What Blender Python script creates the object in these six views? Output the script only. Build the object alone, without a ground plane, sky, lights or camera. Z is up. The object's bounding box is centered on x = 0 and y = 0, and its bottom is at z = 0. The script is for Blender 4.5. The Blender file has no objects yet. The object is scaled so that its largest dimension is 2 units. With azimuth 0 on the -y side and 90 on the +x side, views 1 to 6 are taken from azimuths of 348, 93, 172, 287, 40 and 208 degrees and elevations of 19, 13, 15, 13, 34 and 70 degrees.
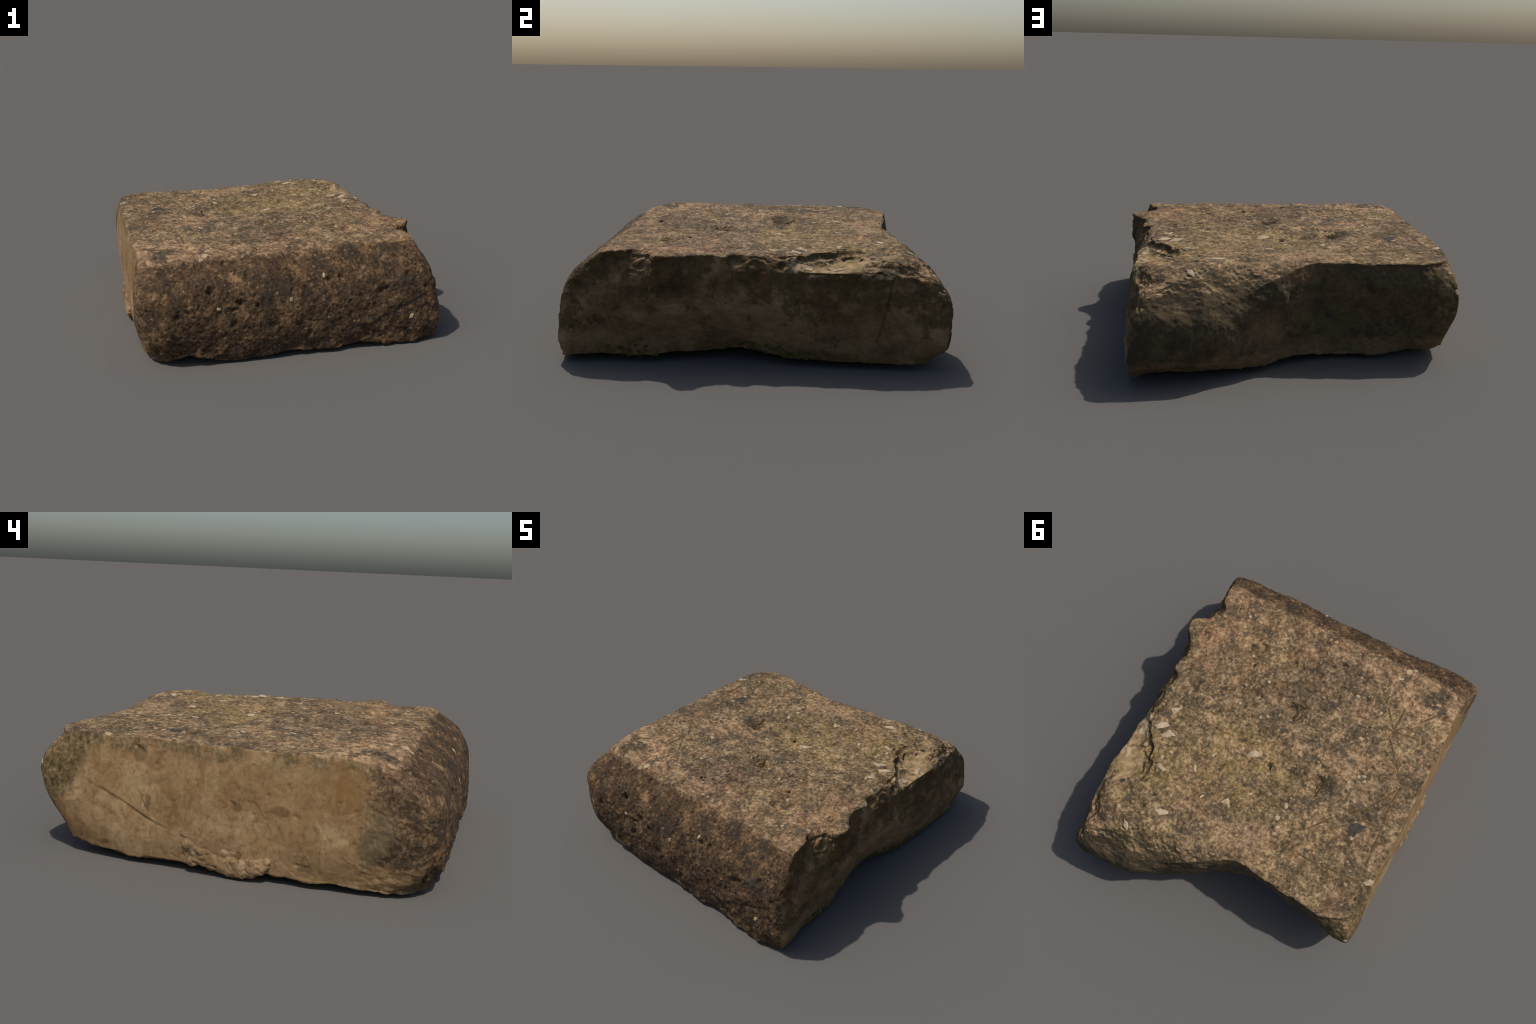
"""A weathered, roughly rectangular building stone: dark speckled top and front,
a pale sawn-looking west face with a crust of mortar, broken north and east sides."""
import math
import random
import bpy
import bmesh
import numpy as np
from mathutils import Vector
from mathutils.bvhtree import BVHTree

SEED = 11
rng = np.random.default_rng(SEED)
random.seed(SEED)


# ------------------------------------------------------------------ noise (vectorised)
def _hash(ix, iy, iz, salt):
    h = (ix.astype(np.int64) * 73856093) ^ (iy.astype(np.int64) * 19349663) ^ (iz.astype(np.int64) * 83492791) ^ (salt * 2654435761)
    h &= 0xFFFFFFFF
    h = ((h ^ (h >> 15)) * 2246822519) & 0xFFFFFFFF
    h = ((h ^ (h >> 13)) * 3266489917) & 0xFFFFFFFF
    return ((h ^ (h >> 16)) & 0xFFFFFF) / float(0x1000000)


def vnoise(p, freq, salt=0):
    """Smooth value noise in [-1, 1]."""
    q = p * freq + 100.0
    i = np.floor(q)
    f = q - i
    f = f * f * f * (f * (f * 6 - 15) + 10)
    ix, iy, iz = i[:, 0], i[:, 1], i[:, 2]
    r = np.zeros(len(p))
    for dx in (0, 1):
        wx = f[:, 0] if dx else 1 - f[:, 0]
        for dy in (0, 1):
            wy = f[:, 1] if dy else 1 - f[:, 1]
            for dz in (0, 1):
                wz = f[:, 2] if dz else 1 - f[:, 2]
                r += wx * wy * wz * _hash(ix + dx, iy + dy, iz + dz, salt)
    return r * 2 - 1


def fbm(p, freq, octaves=4, gain=0.5, salt=0):
    r, a, s = np.zeros(len(p)), 1.0, 0.0
    for o in range(octaves):
        r += a * vnoise(p, freq * 2.03 ** o, salt + o * 17)
        s += a
        a *= gain
    return r / s * 1.6


def cells(p, freq, salt=0):
    """Worley noise: distance to the nearest feature point (in cell units) and that cell's random number."""
    q = p * freq + 100.0
    i = np.floor(q)
    best, rid = np.full(len(p), 9.0), np.zeros(len(p))
    for dx in (-1, 0, 1):
        for dy in (-1, 0, 1):
            for dz in (-1, 0, 1):
                cx, cy, cz = i[:, 0] + dx, i[:, 1] + dy, i[:, 2] + dz
                d = np.sqrt((cx + _hash(cx, cy, cz, salt + 1) - q[:, 0]) ** 2
                            + (cy + _hash(cx, cy, cz, salt + 2) - q[:, 1]) ** 2
                            + (cz + _hash(cx, cy, cz, salt + 3) - q[:, 2]) ** 2)
                m = d < best
                best = np.where(m, d, best)
                rid = np.where(m, _hash(cx, cy, cz, salt + 4), rid)
    return best, rid


def sstep(a, b, x):
    t = np.clip((x - a) / (b - a), 0, 1)
    return t * t * (3 - 2 * t)


def seg_dist(p, pts):
    """Distance of the points p (n, k) to a polyline."""
    best = np.full(len(p), 9.0)
    pts = np.asarray(pts, float)
    for a, b in zip(pts[:-1], pts[1:]):
        t = np.clip(((p - a) @ (b - a)) / ((b - a) @ (b - a)), 0, 1)
        best = np.minimum(best, np.linalg.norm(p - (a + t[:, None] * (b - a)), axis=1))
    return best


# ------------------------------------------------------------------ the block's profiles
# One vertical profile per station round the block: top edge (x, y, z), three points on the
# side wall (x, y) at 22, 50 and 78 % of the way down, bottom edge (x, y, z), and how far
# the top surface rolls over towards that edge.
SOUTH = [
    [(-.778, -.700, .544), (-.826, -.912), (-.802, -.948), (-.772, -.928), (-.735, -.865, .012), .06],
    [(-.68, -.755, .546), (-.710, -.940), (-.712, -.985), (-.700, -.978), (-.680, -.930, 0.032), .05],
    [(-.55, -.772, .548), (-.560, -.938), (-.560, -.987), (-.560, -.990), (-.560, -.965, 0.058), .045],
    [(-.38, -.772, .548), (-.380, -.936), (-.380, -.987), (-.380, -.992), (-.380, -.970, 0.014), .045],
    [(-.20, -.760, .550), (-.200, -.930), (-.200, -.986), (-.200, -.992), (-.200, -.974, 0.018), .045],
    [(-.02, -.770, .548), (-.020, -.930), (-.020, -.987), (-.020, -.992), (-.020, -.974, 0.036), .045],
    [(.18, -.775, .547), (.180, -.930), (.180, -.987), (.180, -.992), (.180, -.974, 0.018), .045],
    [(.38, -.795, .544), (.380, -.938), (.380, -.988), (.380, -.994), (.380, -.974, 0.038), .045],
    [(.56, -.795, .546), (.570, -.942), (.570, -.990), (.575, -.996), (.580, -.976, 0.022), .045],
    [(.70, -.800, .547), (.732, -.938), (.757, -.986), (.764, -.992), (.757, -.978, 0.022), .04],
]
EAST = [
    [(.752, -.772, .549), (.806, -.890), (.838, -.938), (.856, -.954), (.844, -.946, .030), .03],
    [(.748, -.685, .544), (.796, -.720), (.826, -.740), (.840, -.745), (.830, -.740, .035), .03],
    [(.728, -.612, .534), (.804, -.614), (.824, -.610), (.838, -.610), (.830, -.610, .034), .04],
    [(.758, -.535, .542), (.812, -.535), (.827, -.525), (.834, -.525), (.824, -.525, .036), .03],
    [(.822, -.475, .552), (.844, -.475), (.836, -.475), (.832, -.475), (.818, -.470, .039), .02],
    [(.836, -.418, .554), (.850, -.415), (.842, -.415), (.828, -.420), (.810, -.420, .041), .02],
    [(.802, -.365, .553), (.828, -.362), (.828, -.365), (.816, -.365), (.792, -.360, .044), .03],
    [(.762, -.265, .552), (.814, -.262), (.827, -.262), (.804, -.262), (.764, -.255, .050), .02],
    [(.782, -.150, .550), (.822, -.150), (.830, -.150), (.802, -.150), (.752, -.145, .057), .02],
    [(.742, -.090, .548), (.814, -.092), (.830, -.092), (.802, -.092), (.750, -.090, .062), .03],
    [(.744, .020, .546), (.816, .020), (.834, .020), (.812, .020), (.770, .020, .060), .03],
    [(.762, .105, .520), (.820, .105), (.836, .105), (.822, .105), (.800, .105, .052), .05],
    [(.788, .200, .488), (.825, .200), (.837, .200), (.830, .200), (.812, .200, .046), .05],
    [(.804, .340, .480), (.830, .340), (.840, .340), (.837, .340), (.822, .340, .040), .06],
    [(.804, .520, .486), (.828, .520), (.842, .520), (.845, .520), (.838, .520, .037), .06],
    [(.795, .690, .476), (.822, .690), (.838, .690), (.843, .690), (.836, .688, .037), .07],
    [(.772, .840, .450), (.810, .862), (.828, .872), (.838, .878), (.828, .830, .038), .11],
]
NORTH = [
    [(.728, .930, .420), (.780, .968), (.802, .980), (.808, .972), (.785, .885, .042), .17],
    [(.620, .948, .402), (.635, .983), (.640, .990), (.642, .948), (.657, .852, .050), .18],
    [(.470, .948, .394), (.475, .983), (.475, .980), (.475, .930), (.470, .832, .048), .18],
    [(.370, .915, .402), (.370, .948), (.370, .938), (.368, .898), (.365, .825, .044), .17],
    [(.265, .865, .432), (.268, .895), (.268, .876), (.268, .862), (.270, .802, .040), .14],
    [(.140, .815, .486), (.140, .826), (.140, .798), (.140, .788), (.140, .758, .038), .09],
    [(.010, .750, .526), (.010, .758), (.010, .736), (.010, .714), (.014, .698, .038), .06],
    [(-.120, .702, .541), (-.125, .706), (-.130, .676), (-.135, .650), (-.145, .640, .038), .03],
    [(-.250, .708, .542), (-.250, .716), (-.250, .678), (-.250, .646), (-.250, .630, .036), .03],
    [(-.430, .734, .540), (-.430, .742), (-.430, .698), (-.430, .660), (-.430, .634, .036), .03],
    [(-.600, .756, .540), (-.605, .768), (-.605, .736), (-.600, .670), (-.590, .608, .040), .03],
    [(-.690, .735, .542), (-.705, .780), (-.715, .762), (-.700, .685), (-.670, .608, .046), .03],
    [(-.752, .695, .545), (-.785, .775), (-.795, .768), (-.782, .700), (-.735, .640, .055), .03],
]
WEST = [
    [(-.782, .625, .552), (-.815, .735), (-.828, .748), (-.816, .676), (-.788, .636, .072), .03],
    [(-.800, .510, .558), (-.824, .610), (-.836, .610), (-.828, .570), (-.802, .520, .044), .015],
    [(-.805, .380, .558), (-.824, .390), (-.836, .390), (-.838, .385), (-.814, .370, .036), .015],
    [(-.807, .200, .557), (-.824, .200), (-.834, .200), (-.837, .200), (-.818, .200, .032), .015],
    [(-.806, .020, .554), (-.822, .020), (-.833, .020), (-.837, .020), (-.820, .020, .032), .015],
    [(-.805, -.160, .553), (-.822, -.160), (-.833, -.160), (-.838, -.160), (-.820, -.160, .032), .015],
    [(-.803, -.340, .556), (-.820, -.340), (-.832, -.340), (-.836, -.340), (-.818, -.340, .038), .015],
    [(-.802, -.490, .556), (-.820, -.500), (-.833, -.500), (-.838, -.500), (-.816, -.500, .036), .015],
    [(-.796, -.590, .554), (-.824, -.660), (-.838, -.680), (-.836, -.670), (-.805, -.650, .032), .02],
    [(-.788, -.650, .548), (-.842, -.838), (-.842, -.872), (-.824, -.850), (-.785, -.780, .020), .03],
]
STATIONS = SOUTH + EAST + NORTH + WEST


def catmull(P, t):
    """Periodic Catmull-Rom through the rows of P at the float station numbers t."""
    n = len(P)
    i = np.floor(t).astype(int)
    f = (t - i)[:, None]
    a, b, c, d = P[(i - 1) % n], P[i % n], P[(i + 1) % n], P[(i + 2) % n]
    return 0.5 * (2 * b + (c - a) * f + (2 * a - 5 * b + 4 * c - d) * f ** 2 + (3 * b - a - 3 * c + d) * f ** 3)


def catmull_open(P, m):
    """Open Catmull-Rom through the list of (n, 3) rows P, m samples per span, both ends included."""
    P = [2 * P[0] - P[1]] + list(P) + [2 * P[-1] - P[-2]]
    out = []
    for k in range(1, len(P) - 2):
        a, b, c, d = P[k - 1:k + 3]
        for f in np.linspace(0, 1, m, endpoint=False):
            out.append(0.5 * (2 * b + (c - a) * f + (2 * a - 5 * b + 4 * c - d) * f ** 2 + (3 * b - a - 3 * c + d) * f ** 3))
    out.append(P[-2])
    return out


# the hollow broken out of the top at the east edge: the foot of its back wall, seen from above
LEDGE_WALL = [(.86, .02), (.790, .110), (.745, .180), (.728, .225), (.690, .262), (.668, .315), (.632, .345), (.612, .395), (.575, .425), (.56, .48), (.58, .55), (.66, .62), (.74, .66), (.90, .68)]
DENTS = [  # x, y, radius, depth of hollows in the top
    (.030, -.225, .062, .032), (.045, -.220, .040, .030), (-.298, .105, .055, .026), (-.285, .050, .040, .014),
    (.010, .133, .024, .020),
    (.384, -.505, .022, .014), (.448, -.468, .024, .016), (.376, -.372, .020, .020), (.415, -.49, .090, .016),
    (.170, -.491, .016, .016), (.568, -.286, .014, .014), (-.090, -.621, .018, .014),
    (.60, .68, .10, .020), (.30, -.66, .07, .010), (-.30, -.70, .06, .010),
]


def inside(poly, x, y):
    r = np.zeros(len(x), bool)
    for (x0, y0), (x1, y1) in zip(poly, poly[1:] + poly[:1]):
        c = (y0 > y) != (y1 > y)
        r ^= c & (x < (x1 - x0) * (y - y0) / ((y1 - y0) or 1e-9) + x0)
    return r


def top_height(x, y):
    z = 0.556 + 0.004 * np.sin(2.1 * x + 0.6) - 0.006 * y - 0.004 * x
    z -= 0.006 * np.exp(-((x - .05) / .42) ** 2 - ((y + .02) / .50) ** 2)   # worn hollow in the middle
    # the wide basin: steep on its west side, fading to the east
    u, v = x + 0.10, y - 0.135
    west = sstep(-.335, -.255, x + 0.10 * (y - .1) ** 2)
    z -= 0.034 * west * np.exp(-(np.clip(u, -.1, 9) / .30) ** 2) * np.exp(-(v / .125) ** 2)
    z -= 0.016 * np.exp(-((x - .22) / .18) ** 2 - ((y - .24) / .14) ** 2)
    z -= 0.007 * np.exp(-((x - .38) / .28) ** 2 - ((y + .58) / .24) ** 2)
    for dx, dy, r, dep in DENTS:
        z -= dep * np.exp(-(((x - dx) ** 2 + (y - dy) ** 2) / (r * r)) ** 1.3)
    return z


def ledge_drop(x, y):
    q = np.stack([x, y], 1)
    wob = 0.016 * vnoise(np.stack([x, y, 0 * x], 1), 20, 5) + 0.018 * vnoise(np.stack([x, y, 0 * x], 1), 8, 6)
    d = seg_dist(q, LEDGE_WALL) + wob
    dist = np.where(inside(LEDGE_WALL, x, y), d, -d)
    steep = sstep(.66, .50, y)                       # the wall is steep in the south, a slope in the north
    q3 = np.stack([x, y, 0 * x], 1)
    _, chunk = cells(q3, 15, 12)
    second = dist - .030 - .035 * chunk              # broken in two ragged steps
    f = steep * (.62 * sstep(-.004, .022, dist) + .38 * sstep(-.004, .020, second)) + (1 - steep) * sstep(-.03, .15, dist)
    floor = 0.498 - 0.10 * (x - .70) + 0.16 * np.clip(y - .42, 0, 1) + 0.010 * vnoise(np.stack([x, y, 0 * x], 1), 14, 8)
    return f, floor


def build_shell():
    n = len(STATIONS)
    top = np.array([s[0] for s in STATIONS])
    bot = np.array([s[4] for s in STATIONS])
    roll = np.array([[s[5]] for s in STATIONS])
    mids = []
    for k, fr in ((1, .22), (2, .50), (3, .78)):
        xy = np.array([s[k] for s in STATIONS])
        z = top[:, 2] + (bot[:, 2] - top[:, 2]) * fr
        mids.append(np.column_stack([xy, z]))
    # even spacing round the block
    t = np.linspace(0, n, n * 60, endpoint=False)
    ring = catmull(mids[1], t)
    arc = np.concatenate([[0], np.cumsum(np.linalg.norm(np.diff(np.vstack([ring, ring[:1]]), axis=0), axis=1))])
    N = 760
    t = np.interp(np.linspace(0, arc[-1], N, endpoint=False), arc, np.append(t, n))
    T, H, M, L, B = [catmull(a, t) for a in (top, *mids, bot)]
    R = np.clip(catmull(roll, t)[:, 0], .015, 1)
    rows = catmull_open([T, H, M, L, B], 16)
    rows[0], rows[-1] = T, B

    def cap(edge, count, height):
        out = []
        for s in np.linspace(1, 0, count + 1)[1:-1]:
            s = s ** 0.9
            q = edge.copy()
            q[:, :2] *= s
            q[:, 2] = height(edge, q, s)
            out.append(q)
        return out

    def top_z(edge, q, s):
        reach = np.linalg.norm(edge[:, :2], axis=1) * (1 - s)
        w = np.clip(1 - reach / (R * 1.5), 0, 1) ** 1.7
        f_e, fl_e = ledge_drop(edge[:, 0], edge[:, 1])
        he = top_height(edge[:, 0], edge[:, 1])
        h = top_height(q[:, 0], q[:, 1])
        f, fl = ledge_drop(q[:, 0], q[:, 1])
        he = np.minimum(he, he + f_e * (fl_e - he))
        h = np.minimum(h, h + f * (fl - h))
        return h + (edge[:, 2] - he) * w

    def bottom_z(edge, q, s):
        belly = 0.012 + 0.03 * (np.abs(q[:, 0] + .1) / .9) ** 2 * (q[:, 1] > 0)
        return edge[:, 2] * s ** 3 + belly * (1 - s ** 3)

    grid = cap(T, 90, top_z)[::-1] + rows + cap(B, 50, bottom_z)
    verts = np.vstack(grid)
    m = len(grid)
    faces = []
    for r in range(m - 1):
        a, b = r * N, (r + 1) * N
        for c in range(N):
            d = (c + 1) % N
            faces.append((a + c, b + c, b + d, a + d))
    faces.append(tuple(range(N)))
    faces.append(tuple(reversed(range((m - 1) * N, m * N))))
    me = bpy.data.meshes.new("shell")
    me.from_pydata(verts.tolist(), [], faces)
    me.update()
    return me


def remeshed(me, voxel):
    ob = bpy.data.objects.new("remesh_helper", me)
    bpy.context.scene.collection.objects.link(ob)
    mod = ob.modifiers.new("r", "REMESH")
    mod.mode, mod.voxel_size = "VOXEL", voxel
    dg = bpy.context.evaluated_depsgraph_get()
    out = bpy.data.meshes.new_from_object(ob.evaluated_get(dg))
    bpy.data.objects.remove(ob)
    return out


def get_arrays(me):
    co = np.empty(len(me.vertices) * 3)
    no = np.empty(len(me.vertices) * 3)
    me.vertices.foreach_get("co", co)
    me.vertices.foreach_get("normal", no)
    return co.reshape(-1, 3), no.reshape(-1, 3)


# ------------------------------------------------------------------ surface relief
SOUTH_PITS = [(-.444, .413, .022, .040), (-.55, .50, .030, .016), (-.29, .34, .020, .026), (-.235, .463, .026, .014),
              (.211, .415, .013, .020), (.275, .418, .013, .022), (-.329, .233, .020, .022), (.411, .101, .022, .022),
              (-.743, .111, .030, .022), (-.424, .268, .040, .012), (.598, .205, .03, .012), (-.63, .30, .016, .014),
              (-.12, .20, .02, .014), (.08, .13, .018, .012), (.50, .33, .02, .012), (.66, .40, .018, .012)]
TOP_GROOVES = [
    [(-.513, -.328), (-.600, -.215), (-.695, -.097), (-.689, .02), (-.701, .158), (-.712, .28), (-.719, .398)],
    [(-.497, .169), (-.58, .178), (-.674, .181), (-.70, .16)],
    [(-.362, .511), (-.50, .515), (-.62, .500), (-.739, .498)],
    [(-.515, -.373), (-.40, -.372), (-.291, -.369)],
    [(-.515, -.373), (-.666, -.392)],
    [(-.515, -.373), (-.514, -.544)],
    [(-.515, -.373), (-.61, -.47), (-.702, -.590)],
    [(-.689, -.077), (-.58, .116), (-.497, .169), (-.339, .378)],
    [(-.515, -.373), (-.42, -.50), (-.33, -.60)],
]
EAST_CRACKS = [[(.692, .445), (.669, .325), (.645, .22), (.619, .142)], [(.669, .325), (.71, .26), (.76, .197)]]
WEST_CRACK = [(.482, .326), (.36, .272), (.27, .222), (.178, .182)]


def relief(co, no):
    x, y, z = co.T
    west = sstep(-.765, -.815, x) * sstep(-.45, -.8, no[:, 0]) * sstep(-.72, -.60, y)
    up = sstep(.45, .8, no[:, 2])
    south = sstep(-.2, -.6, no[:, 1]) * sstep(-.6, -.75, y)
    east = sstep(.3, .7, no[:, 0])
    north = sstep(.3, .7, no[:, 1])
    down = sstep(-.3, -.7, no[:, 2])
    d = np.zeros(len(co))
    # broad unevenness, facets of the broken sides
    rough = 1 - .8 * west
    d += .007 * fbm(co, 3.2, 3, .5, 3) * rough * (1 - .6 * up)
    d += .0070 * fbm(co, 9.0, 4, .55, 21) * rough * (1 - .40 * up)
    d += .0045 * fbm(co, 5.5, 3, .55, 31) * up
    d += .0030 * fbm(co, 30.0, 4, .6, 41) * (1 - .75 * west)
    d += .0022 * fbm(co, 70.0, 2, .6, 51) * (1 - .85 * west) * (.6 + .3 * up)
    # ragged, crumbling edges where the sides turn over into the top
    turn = np.clip(1 - np.abs(no[:, 2] - .55) / .4, 0, 1) * sstep(.42, .5, z)
    turn *= np.maximum(np.maximum(sstep(.66, .74, np.abs(x)), sstep(-.66, -.74, y)), sstep(.58, .66, y))
    c, r = cells(co, 17.0, 61)
    d -= .011 * turn * (r > .45) * sstep(.5, .1, c) * (1 - .6 * west) * sstep(.9, .6, y)
    d += .008 * fbm(co, 11.0, 3, .6, 65) * turn * (1 - .5 * west)
    d += .020 * (.30 - np.abs(fbm(co, 3.6, 3, .5, 66))) * np.clip(north + sstep(.55, .8, y) * sstep(.1, .3, x) * (1 - down), 0, 1) * sstep(-.84, -.70, x)
    # fractured, stepped stone under the broken rim of the east side
    c, r = cells(co * np.array([1.0, .8, 1.5]), 10.0, 67)
    brk = east * sstep(.22, .36, z) + .6 * np.exp(-(((x - .72) / .10) ** 2 + ((y - .25) / .22) ** 2)) * up
    d += (.020 * (r - .5) * sstep(.55, .35, c)) * np.clip(brk, 0, 1)
    # pock-marks
    c, r = cells(co, 22.0, 71)
    d -= .009 * sstep(.40, .12, c) * (r > .84) * (south + .12 * up + .2 * north) * sstep(.9, .4, west)
    c, r = cells(co, 48.0, 81)
    d -= .0045 * sstep(.42, .10, c) * (r > .62) * (south + .30 * up + .3 * north + .12 * east)
    c, r = cells(co, 62.0, 91)
    d += .0018 * sstep(.45, .10, c) * (r > .6) * (1 - west)
    # named pits of the south face
    for px, pz, rad, dep in SOUTH_PITS:
        q = ((x - px) ** 2 + (z - pz) ** 2) / rad ** 2
        q *= 1 + .5 * vnoise(co, 60, 7)
        d -= .8 * dep * np.exp(-q ** 1.6) * south
    # incised lines on the top
    xy = co[:, :2] + .004 * np.column_stack([vnoise(co, 25, 101), vnoise(co, 25, 102)])
    for g in TOP_GROOVES:
        d -= .0055 * np.exp(-(seg_dist(xy, g) / .007) ** 2) * up * (.6 + .5 * vnoise(co, 8, 103))
    yz = co[:, 1:]
    for g in EAST_CRACKS:
        d -= .008 * np.exp(-(seg_dist(yz, g) / .007) ** 2) * east
    # the west face is split along an oblique joint: the part below it stands back a little
    line = np.interp(y, [.178, .482], [.182, .326]) + .004 * vnoise(co, 18, 9)
    below = sstep(.005, -.005, z - line) * sstep(.16, .24, y) * sstep(.52, .44, y) * sstep(.05, .20, z)
    d -= .004 * below * west
    d -= .0025 * np.exp(-(seg_dist(yz, WEST_CRACK) / .005) ** 2) * west
    d -= .008 * np.exp(-(seg_dist(yz, [(.325, .522), (.300, .508), (.285, .50)]) / .010) ** 2) * west
    d -= .004 * np.exp(-(seg_dist(yz, [(.283, .29), (.270, .265)]) / .006) ** 2) * west
    d -= .006 * np.exp(-(seg_dist(yz, [(-.115, .332), (-.128, .32)]) / .006) ** 2) * west
    d -= .004 * np.exp(-(seg_dist(yz, [(-.40, .10), (-.455, .095)]) / .007) ** 2) * west
    c, r = cells(co * np.array([.3, 1.0, .7]), 8.0, 151)
    d += .004 * (r - .5) * sstep(.6, .45, c) * west
    d += .0016 * fbm(co * np.array([1, 1.6, .5]), 16.0, 4, .6, 161) * west
    c, r = cells(co, 26.0, 171)
    d -= .004 * sstep(.32, .10, c) * (r > .90) * west
    # bottom edge of the south side hangs in scallops
    d += .014 * fbm(co, 12, 2, .5, 131) * sstep(.10, .03, z) * south
    d += .008 * fbm(co, 6, 3, .5, 141) * down
    return d


def build_body():
    me = remeshed(build_shell(), .0052)
    co, no = get_arrays(me)
    co = co + no * relief(co, no)[:, None]
    me.vertices.foreach_set("co", co.ravel())
    me.update()
    me.name = "stone_body"
    for p in me.polygons:
        p.use_smooth = True
    return me


# ------------------------------------------------------------------ materials
class Nodes:
    """Small helper for wiring a procedural Principled material."""

    def __init__(self, name):
        self.mat = bpy.data.materials.new(name)
        self.mat.use_nodes = True
        self.t = self.mat.node_tree
        self.bsdf = self.t.nodes["Principled BSDF"]
        self.bsdf.inputs["Specular IOR Level"].default_value = .22
        self.tc = self.t.nodes.new("ShaderNodeTexCoord")
        self.P = self.tc.outputs["Object"]

    def put(self, sock, v):
        if isinstance(v, bpy.types.NodeSocket):
            self.t.links.new(v, sock)
        elif isinstance(v, (tuple, list)):
            sock.default_value = (*v, 1) if len(v) == 3 and sock.type == "RGBA" else v
        else:
            sock.default_value = v

    def math(self, op, a, b=0.0, c=0.0, clamp=False):
        n = self.t.nodes.new("ShaderNodeMath")
        n.operation, n.use_clamp = op, clamp
        for s, v in zip(n.inputs, (a, b, c)):
            self.put(s, v)
        return n.outputs[0]

    def add(self, a, b): return self.math("ADD", a, b)
    def sub(self, a, b): return self.math("SUBTRACT", a, b)
    def mul(self, *v):
        r = v[0]
        for k in v[1:]:
            r = self.math("MULTIPLY", r, k)
        return r
    def mx(self, a, b): return self.math("MAXIMUM", a, b)
    def inv(self, a): return self.math("SUBTRACT", 1.0, a)

    def step(self, v, lo, hi):
        n = self.t.nodes.new("ShaderNodeMapRange")
        n.interpolation_type = "SMOOTHSTEP"
        if lo > hi:
            lo, hi, a, b = hi, lo, 1.0, 0.0
        else:
            a, b = 0.0, 1.0
        for k, x in (("Value", v), ("From Min", lo), ("From Max", hi), ("To Min", a), ("To Max", b)):
            self.put(n.inputs[k], x)
        return n.outputs[0]

    def xyz(self, v):
        n = self.t.nodes.new("ShaderNodeSeparateXYZ")
        self.put(n.inputs[0], v)
        return n.outputs

    def mapped(self, scale=(1, 1, 1), loc=(0, 0, 0), rot=(0, 0, 0), v=None):
        n = self.t.nodes.new("ShaderNodeMapping")
        self.put(n.inputs["Vector"], v or self.P)
        n.inputs["Scale"].default_value, n.inputs["Location"].default_value, n.inputs["Rotation"].default_value = scale, loc, rot
        return n.outputs[0]

    def noise(self, scale, detail=4, rough=.6, v=None, dist=0.0, color=False):
        n = self.t.nodes.new("ShaderNodeTexNoise")
        self.put(n.inputs["Vector"], v or self.P)
        n.inputs["Scale"].default_value, n.inputs["Detail"].default_value = scale, detail
        n.inputs["Roughness"].default_value, n.inputs["Distortion"].default_value = rough, dist
        return n.outputs["Color" if color else "Fac"]

    def voronoi(self, scale, v=None, feature="F1", rnd=1.0):
        n = self.t.nodes.new("ShaderNodeTexVoronoi")
        n.feature = feature
        self.put(n.inputs["Vector"], v or self.P)
        n.inputs["Scale"].default_value, n.inputs["Randomness"].default_value = scale, rnd
        return n.outputs["Distance"], n.outputs.get("Color")

    def ramp(self, fac, stops):
        n = self.t.nodes.new("ShaderNodeValToRGB")
        e = n.color_ramp.elements
        while len(e) < len(stops):
            e.new(.5)
        for k, (p, c) in zip(e, stops):
            k.position, k.color = p, (*c, 1)
        self.put(n.inputs[0], fac)
        return n.outputs[0]

    def mix(self, fac, a, b, mode="MIX"):
        n = self.t.nodes.new("ShaderNodeMix")
        n.data_type, n.blend_type = "RGBA", mode
        self.put(n.inputs[0], fac)
        self.put(n.inputs[6], a)
        self.put(n.inputs[7], b)
        return n.outputs[2]

    def warp(self, amount, scale):
        n = self.t.nodes.new("ShaderNodeVectorMath")
        n.operation = "MULTIPLY_ADD"
        self.put(n.inputs[0], self.noise(scale, 3, .6, color=True))
        n.inputs[1].default_value = (amount,) * 3
        self.put(n.inputs[2], self.P)
        return n.outputs[0]

    def blob(self, centre, size, v=None):
        """1 at the centre, falling to 0 at the ellipsoid of the given half-sizes."""
        m = self.mapped(tuple(1 / k for k in size), tuple(-c / k for c, k in zip(centre, size)), v=v)
        n = self.t.nodes.new("ShaderNodeVectorMath")
        n.operation = "LENGTH"
        self.put(n.inputs[0], m)
        return self.step(n.outputs["Value"], 1.0, 0.0)

    def line(self, a, b, side, width):
        """Mask along the segment a-b; `side` is a direction across it, lying in the surface."""
        a, b = Vector(a), Vector(b)
        u = (b - a).normalized()
        v = (Vector(side) - u * u.dot(Vector(side))).normalized()
        def along(d):
            n = self.t.nodes.new("ShaderNodeVectorMath")
            n.operation = "DOT_PRODUCT"
            self.put(n.inputs[0], self.wob)
            n.inputs[1].default_value = d
            return n.outputs["Value"]
        half = (b - a).length / 2
        t = self.math("ABSOLUTE", self.sub(along(u), u.dot((a + b) / 2)))
        w = self.math("ABSOLUTE", self.sub(along(v), v.dot(a)))
        return self.mul(self.step(t, half, half * .8), self.step(w, width, width * .25))

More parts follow.
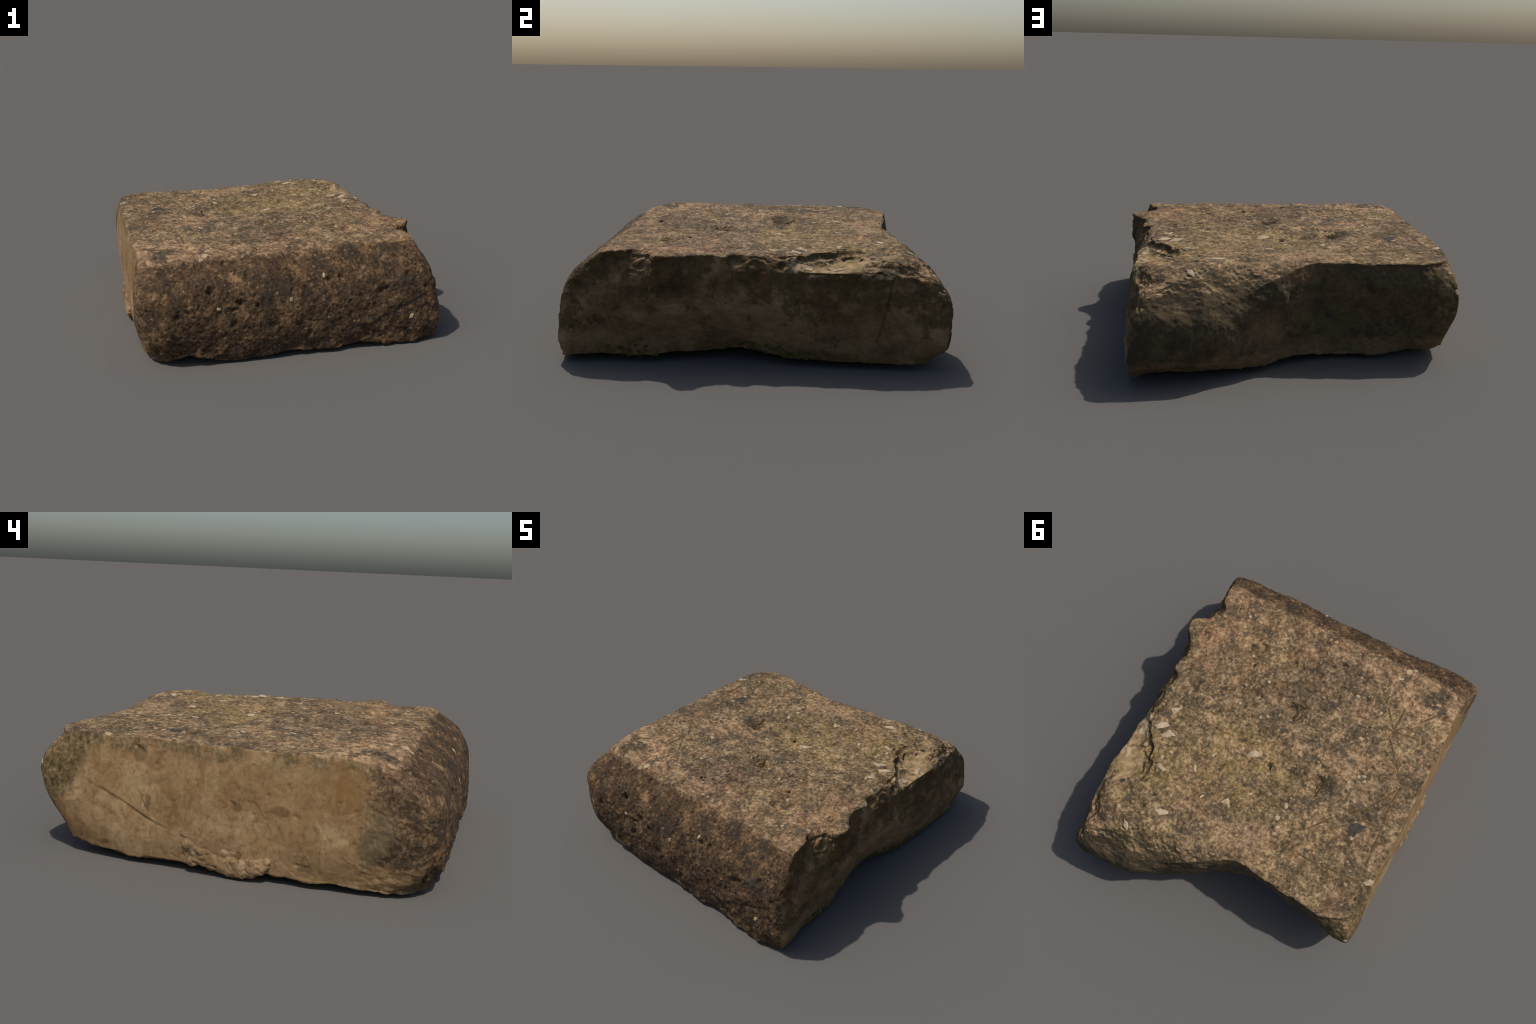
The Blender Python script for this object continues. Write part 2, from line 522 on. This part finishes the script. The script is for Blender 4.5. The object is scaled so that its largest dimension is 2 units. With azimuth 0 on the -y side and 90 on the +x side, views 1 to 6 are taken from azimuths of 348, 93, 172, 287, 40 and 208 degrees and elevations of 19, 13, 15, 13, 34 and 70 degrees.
    def finish(self, color, rough=.9, height=None, bump=.3, dist=.004):
        self.put(self.bsdf.inputs["Base Color"], color)
        self.put(self.bsdf.inputs["Roughness"], rough)
        if height is not None:
            n = self.t.nodes.new("ShaderNodeBump")
            n.inputs["Strength"].default_value, n.inputs["Distance"].default_value = bump, dist
            self.put(n.inputs["Height"], height)
            self.put(self.bsdf.inputs["Normal"], n.outputs[0])
        return self.mat


def flecks(N, scale, share, v=None, size=.30):
    """Mask of scattered grains: `share` of the Voronoi cells carry one."""
    d, c = N.voronoi(scale, v)
    r = N.xyz(c)
    return N.mul(N.math("LESS_THAN", r[0], share), N.step(d, size * 1.25, size * .7)), r


def west_colour(N):
    """Pale tan stone with ochre stains, faint vertical smears and angular patches."""
    w = N.warp(.16, 6)
    col = N.ramp(N.noise(3.4, 5, .6, w), [(.30, (.185, .115, .060)), (.45, (.245, .163, .093)), (.60, (.270, .190, .118)), (.75, (.300, .225, .150))])
    smear = N.noise(7, 4, .6, N.mapped((1, 4.5, .55)), .4)
    col = N.mix(N.step(smear, .55, .72), col, (.200, .128, .066))
    _, pc = N.voronoi(5.5, N.mapped((.2, 1, 1.2), rot=(.35, 0, 0)))
    col = N.mix(.40, col, N.ramp(N.xyz(pc)[1], [(0, (.150, .095, .045)), (1, (.360, .275, .180))]))
    _, pc = N.voronoi(9, N.mapped((.2, 1.3, .7), rot=(-.5, 0, 0), loc=(0, 3, 1)))
    col = N.mix(.22, col, N.ramp(N.xyz(pc)[0], [(0, (.140, .085, .040)), (1, (.370, .285, .190))]))
    stain = N.step(N.noise(8, 7, .74, w), .54, .66)
    col = N.mix(N.mul(stain, .70), col, (.125, .080, .038))
    lit = N.step(N.noise(5, 5, .68, N.mapped((1, 1, .8), (4, 4, 4), v=w)), .54, .66)
    col = N.mix(N.mul(lit, .65), col, (.345, .272, .195))
    col = N.mix(N.mul(N.step(N.noise(60, 3, .7), .54, .70), .5), col, (.15, .10, .055))
    col = N.mix(1.0, col, N.ramp(N.noise(24, 6, .75, w), [(.36, (.74, .70, .64)), (.5, (1, 1, 1)), (.64, (1.18, 1.16, 1.14))]), "MULTIPLY")
    return col


def stone_material():
    N = Nodes("weathered_stone")
    x, y, z = N.xyz(N.P)
    nx, ny, nz = N.xyz(N.tc.outputs["Normal"])
    w1 = N.warp(.06, 7)
    w2 = N.warp(.03, 24)
    N.wob = N.warp(.012, 14)
    big = N.noise(2.6, 5, .6, w1)
    mid = N.noise(9, 6, .68, w1)
    fine = N.add(N.mul(N.noise(50, 6, .70, w2), .54), N.mul(N.noise(13, 7, .76, w1), .46))
    grit = N.noise(120, 3, .8)
    edge = N.mul(N.sub(mid, .5), .16)

    # --- weathered top
    top = N.ramp(fine, [(.39, (.036, .031, .023)), (.46, (.112, .088, .057)), (.52, (.200, .155, .103)), (.60, (.390, .315, .220))])
    top = N.mix(N.mul(N.step(big, .47, .56), .70), top, N.ramp(fine, [(.39, (.070, .046, .032)), (.49, (.205, .140, .094)), (.60, (.420, .315, .228))]))
    grey = N.step(N.noise(6, 5, .65, N.mapped(loc=(3, 1, 0), v=w1)), .50, .62)
    top = N.mix(N.mul(grey, .85), top, N.ramp(fine, [(.40, (.032, .029, .024)), (.51, (.100, .084, .061)), (.61, (.270, .222, .162))]))
    basin = N.mx(N.blob((.13, .23, .53), (.50, .36, .4)), N.mul(N.blob((.55, .45, .5), (.35, .35, .4)), .7))
    moss = N.mul(N.step(basin, .0, .55), N.step(mid, .38, .58))
    top = N.mix(N.mul(moss, .55), top, N.ramp(fine, [(.39, (.070, .056, .022)), (.49, (.205, .158, .070)), (.60, (.420, .335, .185))]))
    warm = N.mul(N.step(N.blob((.45, -.50, .54), (.65, .50, .4)), 0, .5), N.step(mid, .40, .58))
    top = N.mix(N.mul(warm, .5), top, N.ramp(fine, [(.39, (.070, .045, .026)), (.50, (.215, .142, .080)), (.61, (.400, .290, .185))]))
    olive = N.mul(N.step(y, -.3, .6), N.step(N.noise(4.5, 5, .65, w2), .44, .56))
    top = N.mix(N.mul(olive, .24), top, N.ramp(fine, [(.39, (.042, .036, .017)), (.5, (.140, .113, .057)), (.61, (.310, .248, .150))]))
    m, r = flecks(N, 55, .13, w2, .36)
    top = N.mix(N.mul(m, .75), top, (.36, .285, .205))
    m, r = flecks(N, 30, .12, w2, .32)
    top = N.mix(N.mul(m, .85), top, (.40, .305, .225))
    m, r = flecks(N, 28, .10, w2, .36)
    top = N.mix(N.mul(m, .7), top, (.048, .045, .040))
    lich = N.step(N.noise(11, 6, .74, N.mapped(loc=(7, 7, 2), v=w2)), .555, .62)
    top = N.mix(N.mul(lich, .72), top, N.ramp(grit, [(.35, (.036, .036, .033)), (.7, (.085, .080, .066))]))

    # scratches and healed joints
    scr = None
    for g in TOP_GROOVES:
        for a, b in zip(g[:-1:1], g[1:]):
            m = N.line((*a, .55), (*b, .55), (b[1] - a[1], a[0] - b[0], 0), .0095)
            scr = m if scr is None else N.mx(scr, m)
    patch = N.ramp(N.noise(1.7, 3, .5, N.mapped(loc=(3, 6, 0))), [(.35, (.78, .78, .80)), (.65, (1.16, 1.13, 1.08))])
    top = N.mix(1.0, top, patch, "MULTIPLY")
    keep = N.step(N.noise(9, 4, .6), .36, .52)
    top = N.mix(N.mul(N.step(scr, 0, .45), keep, .55), top, (.215, .155, .088))
    top = N.mix(N.mul(N.step(scr, .55, .95), keep, .75), top, (.070, .050, .026))

    # --- dark, pitted south side
    south = N.ramp(fine, [(.38, (.022, .017, .012)), (.46, (.055, .039, .026)), (.53, (.100, .072, .046)), (.61, (.215, .158, .102))])
    tan = N.step(N.noise(6.5, 6, .70, w1), .525, .63)
    south = N.mix(N.mul(tan, .60), south, N.ramp(fine, [(.38, (.062, .040, .021)), (.51, (.165, .115, .066)), (.62, (.300, .222, .138))]))
    char = N.step(N.noise(8, 6, .74, N.mapped(loc=(2, 5, 9), v=w2)), .525, .60)
    south = N.mix(N.mul(char, .75), south, N.ramp(grit, [(.3, (.020, .020, .019)), (.75, (.060, .054, .047))]))
    m, r = flecks(N, 40, .10, w2, .28)
    south = N.mix(N.mul(m, .75), south, (.26, .20, .14))
    m, r = flecks(N, 70, .16, w2, .32)
    south = N.mix(N.mul(m, .6), south, (.19, .145, .10))
    m, r = flecks(N, 26, .16, w2, .30)
    south = N.mix(N.mul(m, .8), south, (.022, .020, .018))
    m, r = flecks(N, 11, .07, w2, .22)
    south = N.mix(N.mul(m, .5), south, (.115, .072, .030))

    south = N.mix(1.0, south, (.92, .87, .86), "MULTIPLY")

    # --- broken east side: grey-brown, mossy bands, pale scoured foot
    v = N.mapped((1, .8, 1.3), v=w1)
    east = N.ramp(N.noise(5, 7, .70, v), [(.34, (.062, .047, .027)), (.45, (.135, .100, .062)), (.54, (.215, .168, .118)), (.64, (.300, .235, .170))])
    foot = N.mul(N.step(N.add(z, N.mul(edge, 1.5)), .34, .20), N.step(N.noise(4, 4, .6, w1), .38, .55))
    east = N.mix(N.mul(foot, .55), east, N.ramp(fine, [(.38, (.120, .092, .064)), (.61, (.285, .225, .165))]))
    em = N.step(N.add(N.noise(5.5, 6, .72, N.mapped(loc=(4, 2, 8), v=w1)), N.mul(N.sub(z, .28), .40)), .49, .56)
    east = N.mix(N.mul(em, .75), east, N.ramp(fine, [(.38, (.026, .022, .010)), (.61, (.125, .098, .046))]))
    rust = N.step(N.noise(4, 5, .7, N.mapped(loc=(1, 9, 3), v=w1)), .60, .70)
    east = N.mix(N.mul(rust, .5), east, (.185, .112, .060))
    crk = None
    for g in EAST_CRACKS:
        for a, b in zip(g[:-1], g[1:]):
            m = N.line((.83, *a), (.83, *b), (0, b[1] - a[1], a[0] - b[0]), .010)
            crk = m if crk is None else N.mx(crk, m)
    east = N.mix(N.mul(crk, N.step(N.noise(14, 4, .6), .35, .6), .6), east, (.050, .036, .018))
    east = N.mix(1.0, east, (.92, .83, .70), "MULTIPLY")
    damp = N.mul(N.step(N.add(z, edge), .13, .04), N.step(N.noise(12, 4, .7, N.mapped((1, 1, .4))), .48, .60))
    east = N.mix(N.mul(damp, .8), east, (.095, .080, .018))
    # --- north side: dark lichen over brown stone
    north = N.ramp(fine, [(.30, (.034, .029, .018)), (.48, (.080, .065, .042)), (.62, (.125, .100, .066)), (.75, (.180, .145, .100))])
    nl = N.step(N.noise(6, 6, .72, N.mapped(loc=(5, 3, 1), v=w1)), .46, .58)
    north = N.mix(N.mul(nl, .75), north, N.ramp(grit, [(.3, (.020, .019, .014)), (.75, (.065, .058, .040))]))
    nb = N.step(N.noise(3.4, 5, .6, N.mapped(loc=(8, 1, 4), v=w1)), .52, .66)
    north = N.mix(N.mul(nb, .65), north, N.ramp(fine, [(.3, (.095, .062, .034)), (.7, (.220, .160, .100))]))
    green = N.mul(N.blob((-.10, .67, .20), (.35, .3, .30)), N.step(mid, .42, .58))
    north = N.mix(N.mul(green, .7), north, (.110, .100, .045))
    bare = N.mul(N.step(N.add(z, N.mul(edge, 1.2)), .15, .09), .75)
    north = N.mix(bare, north, N.ramp(fine, [(.3, (.120, .085, .050)), (.7, (.235, .175, .115))]))

    # --- where each surface begins (ragged borders)
    side_e = N.step(N.add(nx, N.mul(edge, 2.2)), .42, .62)
    side_n = N.step(N.add(ny, N.mul(edge, 2.2)), .48, .70)
    col = N.mix(side_e, top, east)
    col = N.mix(side_n, col, north)
    s = N.step(N.add(N.sub(y, N.mul(N.sub(z, .54), .25)), N.mul(edge, .8)), -.765, -.810)
    s = N.mul(s, N.inv(N.step(nx, .55, .72)))
    col = N.mix(s, col, south)
    # pale freshly broken stone in the hollow at the east edge
    fresh = N.mul(N.mx(N.mx(N.blob((.755, .285, .49), (.095, .19, .12)), N.blob((.74, .47, .50), (.15, .22, .12))), N.mul(N.blob((.80, .60, .47), (.10, .25, .06)), .8)), 2.2)
    fresh = N.mul(N.step(N.add(nz, edge), .25, .50), N.step(N.add(z, N.mul(edge, .4)), .448, .466), N.step(N.mul(fresh, N.add(N.step(N.noise(14, 4, .6, w1), .34, .56), .25)), .30, .52), .85)
    col = N.mix(fresh, col, N.ramp(N.noise(16, 4, .6, w1), [(.35, (.150, .118, .058)), (.48, (.290, .225, .140)), (.62, (.420, .335, .230))]))

    # --- the pale west face
    wy = N.add(N.add(y, N.mul(edge, .9)), N.mul(N.sub(N.noise(4, 4, .6, w2), .5), .16))
    face = N.mul(N.step(x, -.775, -.800), N.step(N.add(nx, N.mul(edge, 1.0)), -.45, -.65))
    pale = N.mul(face, N.step(wy, -.685, -.645))
    foot_w = N.mul(face, N.step(N.add(z, edge), .16, .10))
    pale = N.mx(pale, N.mul(foot_w, N.step(y, -.93, -.85)))
    corner = N.step(N.add(N.add(y, N.mul(N.sub(z, .55), .62)), N.mul(edge, 1.3)), .475, .530)
    pale = N.mul(pale, N.inv(N.mul(corner, .85)))
    rim = N.mul(N.step(N.add(z, N.mul(edge, 1.1)), .478, .525), N.step(N.noise(14, 5, .7, w2), .38, .54))
    pale_col = N.mix(N.mul(rim, .8), west_colour(N), N.ramp(fine, [(.38, (.036, .029, .015)), (.50, (.120, .094, .054)), (.60, (.300, .232, .160))]))
    rustw = N.mul(N.blob((-.81, -.60, .40), (.2, .20, .22)), N.step(mid, .36, .55))
    pale_col = N.mix(N.mul(rustw, .7), pale_col, (.185, .108, .045))
    spot = N.blob((-.83, -.315, .332), (.06, .055, .040), w2)
    joint = N.line((-.83, .60, .388), (-.83, .12, .150), (0, .5, -1), .009)
    pale_col = N.mix(N.mul(joint, N.step(N.noise(12, 4, .6), .36, .58), .6), pale_col, (.100, .066, .034))
    dark_spots = N.mx(N.mx(N.blob((-.82, .318, .50), (.1, .06, .05), w2), N.blob((-.83, -.12, .33), (.1, .045, .035), w2)), N.mx(N.blob((-.83, -.43, .10), (.1, .06, .022), w2), N.blob((-.83, .27, .30), (.1, .022, .06), w2)))
    pale_col = N.mix(N.mul(N.step(dark_spots, .1, .6), .6), pale_col, (.075, .052, .028))
    pale_col = N.mix(N.mul(N.step(spot, .15, .4), .6), pale_col, (.115, .072, .034))
    pale_col = N.mix(1.0, pale_col, (1.0, .93, .79), "MULTIPLY")
    dirty = N.mul(face, N.step(wy, -.655, -.70))
    col = N.mix(N.mul(dirty, .85), col, N.mix(.25, south, top))
    col = N.mix(pale, col, pale_col)
    # green-grey damp strip beside it
    nook = N.mul(N.step(x, -.60, -.76), corner, N.step(N.add(z, edge), .20, .28), N.step(nz, .75, .5))
    col = N.mix(N.mul(nook, .75), col, N.ramp(fine, [(.39, (.030, .025, .011)), (.5, (.095, .076, .036)), (.61, (.215, .170, .095))]))
    strip = N.mul(face, N.step(wy, -.668, -.68), N.step(wy, -.80, -.73), N.step(N.add(z, edge), .40, .34), N.step(N.add(z, edge), .10, .17))
    col = N.mix(N.mul(strip, .75), col, N.ramp(fine, [(.3, (.098, .082, .048)), (.7, (.190, .160, .105))]))

    h = N.add(N.mul(fine, .7), N.mul(grit, .5))
    h = N.mul(h, N.sub(1.0, N.mul(pale, .6)))
    col = N.mix(1.0, col, N.mix(pale, (1.05, .920, .735), (1.0, .98, .92)), "MULTIPLY")  # tint cuts blue from the stone to offset the bluish sky fill
    return N.finish(col, .92, h, .45, .005)


def flake_material(name, dark, mean, light):
    N = Nodes(name)
    n = N.noise(28, 4, .65, N.warp(.03, 20))
    col = N.ramp(n, [(.3, dark), (.5, mean), (.72, light)])
    return N.finish(col, .85, N.noise(90, 3, .7), .3, .003)


def mortar_material():
    N = Nodes("mortar")
    col = west_colour(N)
    col = N.mix(N.mul(N.step(N.noise(22, 5, .7), .52, .66), .6), col, (.105, .068, .032))
    col = N.mix(N.mul(N.step(N.noise(9, 4, .6), .58, .66), .5), col, (.135, .118, .062))
    col = N.mix(1.0, col, (.96, .88, .76), "MULTIPLY")
    return N.finish(col, .95, N.noise(70, 4, .75), .5, .005)


def moss_material():
    N = Nodes("moss")
    col = N.ramp(N.noise(60, 4, .7), [(.3, (.030, .026, .006)), (.6, (.100, .085, .020)), (.8, (.165, .140, .050))])
    return N.finish(col, 1.0, N.noise(160, 3, .8), .6, .004)


# ------------------------------------------------------------------ parts
root = bpy.data.objects.new("building_stone", None)
bpy.context.scene.collection.objects.link(root)
root["label"] = "weathered rectangular limestone block with broken edges and one pale flat face"
root["category"] = "stone block"


def add(name, me, mat):
    ob = bpy.data.objects.new(name, me)
    bpy.context.scene.collection.objects.link(ob)
    ob.parent = root
    me.materials.clear()
    me.materials.append(mat)
    return ob


body_mesh = build_body()
add("stone_body", body_mesh, stone_material())
tree = BVHTree.FromPolygons([v.co for v in body_mesh.vertices], [p.vertices for p in body_mesh.polygons])


def flake_mesh(name, centre, radius, aspect, angle, proud=.0022):
    """An irregular angular chip bedded in the surface, its upper side a little proud of the stone."""
    hit, normal, _, _ = tree.find_nearest(Vector(centre))
    normal = sum((tree.find_nearest(hit + Vector((math.cos(k), math.sin(k), 0)) * .02)[1] for k in range(6)), normal).normalized()
    side = normal.cross(Vector((math.sin(angle), -math.cos(angle), .01))).normalized()
    up = normal.cross(side)
    corners = random.randint(5, 8)
    outline = []
    for k in range(corners):
        a = 2 * math.pi * (k + random.uniform(-.3, .3)) / corners
        rr = radius * random.uniform(.55, 1.25)
        outline.append(side * (math.cos(a) * rr * aspect) + up * (math.sin(a) * rr / aspect))
    pts = []
    for a, b in zip(outline, outline[1:] + outline[:1]):
        for f in (0, .25, .5, .75):
            p = a.lerp(b, f)
            pts.append(p * (1 + random.uniform(-.10, .10)))
    bm = bmesh.new()

    def drape(p, h):
        q, _, _, _ = tree.find_nearest(hit + p)
        return bm.verts.new(q + normal * h)

    mid = drape(Vector((0, 0, 0)), proud * 1.3)
    rings = [[drape(p * f, h) for p in pts] for f, h in ((.35, proud * 1.3), (.7, proud * 1.2), (.95, proud), (1.0, proud * .3), (.97, -.007))]
    n = len(pts)
    for k in range(n):
        bm.faces.new((mid, rings[0][k], rings[0][(k + 1) % n]))
        for a, b in zip(rings, rings[1:]):
            bm.faces.new((a[k], b[k], b[(k + 1) % n], a[(k + 1) % n]))
    bm.faces.new(list(reversed(rings[-1])))
    bmesh.ops.recalc_face_normals(bm, faces=bm.faces)
    me = bpy.data.meshes.new(name)
    bm.to_mesh(me)
    bm.free()
    for p in me.polygons:
        p.use_smooth = True
    return me


pale = flake_material("pale_flake", (.290, .205, .120), (.420, .315, .200), (.500, .390, .265))
slate = flake_material("dark_flake", (.034, .029, .022), (.054, .046, .035), (.084, .071, .052))
PALE = [  # x, y, z, radius, elongation, direction
    (.105, .105, .53, .034, 1.55, .50), (.640, .092, .55, .029, 1.3, 1.1), (.648, .203, .55, .036, 1.45, .45),
    (.596, .239, .55, .032, 1.4, .60), (.552, .372, .55, .018, 1.2, 1.2), (.536, .428, .53, .026, 1.8, -.3),
    (.362, .339, .55, .019, 1.4, 2.0), (.395, .649, .55, .032, 1.3, .30), (.530, .797, .52, .023, 1.4, 2.06),
    (.109, .432, .55, .022, 1.3, .6), (-.382, -.252, .55, .017, 1.1, 0), (-.432, -.755, .53, .024, 1.2, .8),
    (-.408, -.690, .54, .016, 1.4, .4), (.412, -.430, .55, .011, 1.1, 0), (.247, -.316, .55, .011, 1.0, 0),
    (-.180, .381, .55, .016, 1.2, 1), (-.210, .425, .55, .014, 1.1, 0), (-.492, -.055, .55, .013, 1.2, 0),
    (-.510, -.030, .55, .011, 1.2, 1), (-.470, -.040, .55, .011, 1.1, 2), (-.194, .299, .55, .016, 1.5, 2),
    (.311, .221, .53, .014, 1.8, 1.2), (-.590, .295, .55, .013, 1.0, 0), (.725, .087, .54, .015, 1.1, 0),
    (-.785, .465, .555, .026, 1.2, .5), (-.466, -.775, .53, .014, 1.1, .5), (.752, .262, .49, .042, 1.4, 1.2),
    (.765, .420, .49, .026, 1.6, 1.8), (-.015, -.98, .337, .013, 1.2, 1.5), (.677, -.98, .167, .020, 1.2, .4),
    (.180, -.97, .469, .013, 1.3, 1.5), (-.409, -.98, .322, .013, 1.1, 0), (-.80, .76, .40, .016, 1.1, .4),
    (.020, .330, .55, .012, 1.3, .4), (.240, .470, .55, .011, 1.5, 1.0), (-.060, .520, .55, .010, 1.2, .2),
    (.330, -.120, .55, .010, 1.2, .9), (-.250, -.480, .55, .011, 1.2, .1), (-.640, -.300, .55, .010, 1.1, 0),
]
for c in PALE:
    add("pale_flake", flake_mesh("pale_flake", c[:3], c[3], c[4], c[5]), pale)
for c in [(-.586, .237, .555, .044, 1.12, .8), (.447, -.164, .55, .016, 1.2, .3), (.476, .584, .55, .016, 1.1, 0), (.496, .659, .54, .015, 1.1, 0), (-.09, -.628, .55, .012, 1.3, .4), (.673, .60, .5, .02, 1.2, .6)]:
    add("dark_flake", flake_mesh("dark_flake", c[:3], c[3], c[4], c[5], .0012), slate)


def lumps(name, balls, voxel, relief_amount, salt):
    """A lumpy crust: overlapping balls fused by a voxel remesh, then roughened."""
    bm = bmesh.new()
    for p, r, squash in balls:
        res = bmesh.ops.create_icosphere(bm, subdivisions=3, radius=r)
        for v in res["verts"]:
            v.co = Vector(p) + Vector((v.co.x * squash[0], v.co.y * squash[1], v.co.z * squash[2]))
    me = bpy.data.meshes.new(name)
    bm.to_mesh(me)
    bm.free()
    me = remeshed(me, voxel)
    co, no = get_arrays(me)
    d = relief_amount * fbm(co, 24, 4, .6, salt)
    c, r = cells(co, 45, salt + 9)
    d -= relief_amount * 1.1 * sstep(.45, .1, c) * (r > .6)
    co = co + no * d[:, None]
    me.vertices.foreach_set("co", co.ravel())
    me.update()
    me.name = name
    for p in me.polygons:
        p.use_smooth = True
    return me


crust = []
PATH = [(.085, .165, .020), (.066, .125, .024), (.035, .095, .030), (-.005, .085, .034), (-.045, .060, .036), (-.085, .056, .040), (-.125, .046, .042), (-.165, .048, .044), (-.205, .054, .044), (-.240, .066, .038), (-.265, .090, .026),
        (.045, .055, .026), (-.09, .10, .022), (-.13, .105, .018)]
for yy, zz, rr in PATH:
    crust.append(((-.832 + random.uniform(-.004, .006), yy, zz), rr, (.60, 1.15, 1.0)))
for _ in range(26):
    yy = random.uniform(-.26, .08)
    crust.append(((-.838 + random.uniform(-.008, .006), yy, .055 + max(0, yy + .02) * .6 + random.uniform(-.028, .035)), random.uniform(.010, .020), (.8, 1.1, .9)))
add("mortar_crust", lumps("mortar_crust", crust, .0045, .006, 301), mortar_material())

tufts = []
for _ in range(70):
    yy = random.choice((random.gauss(-.02, .10), random.gauss(.16, .07), random.gauss(-.60, .05)))
    q, nrm, _, _ = tree.find_nearest(Vector((.84, yy, random.uniform(.035, .085))))
    tufts.append((q - nrm * .003, random.uniform(.006, .013), (1, 1.2, .8)))
moss = add("moss", lumps("moss", tufts, .003, .003, 401), moss_material())
moss["kind"] = "stuff"
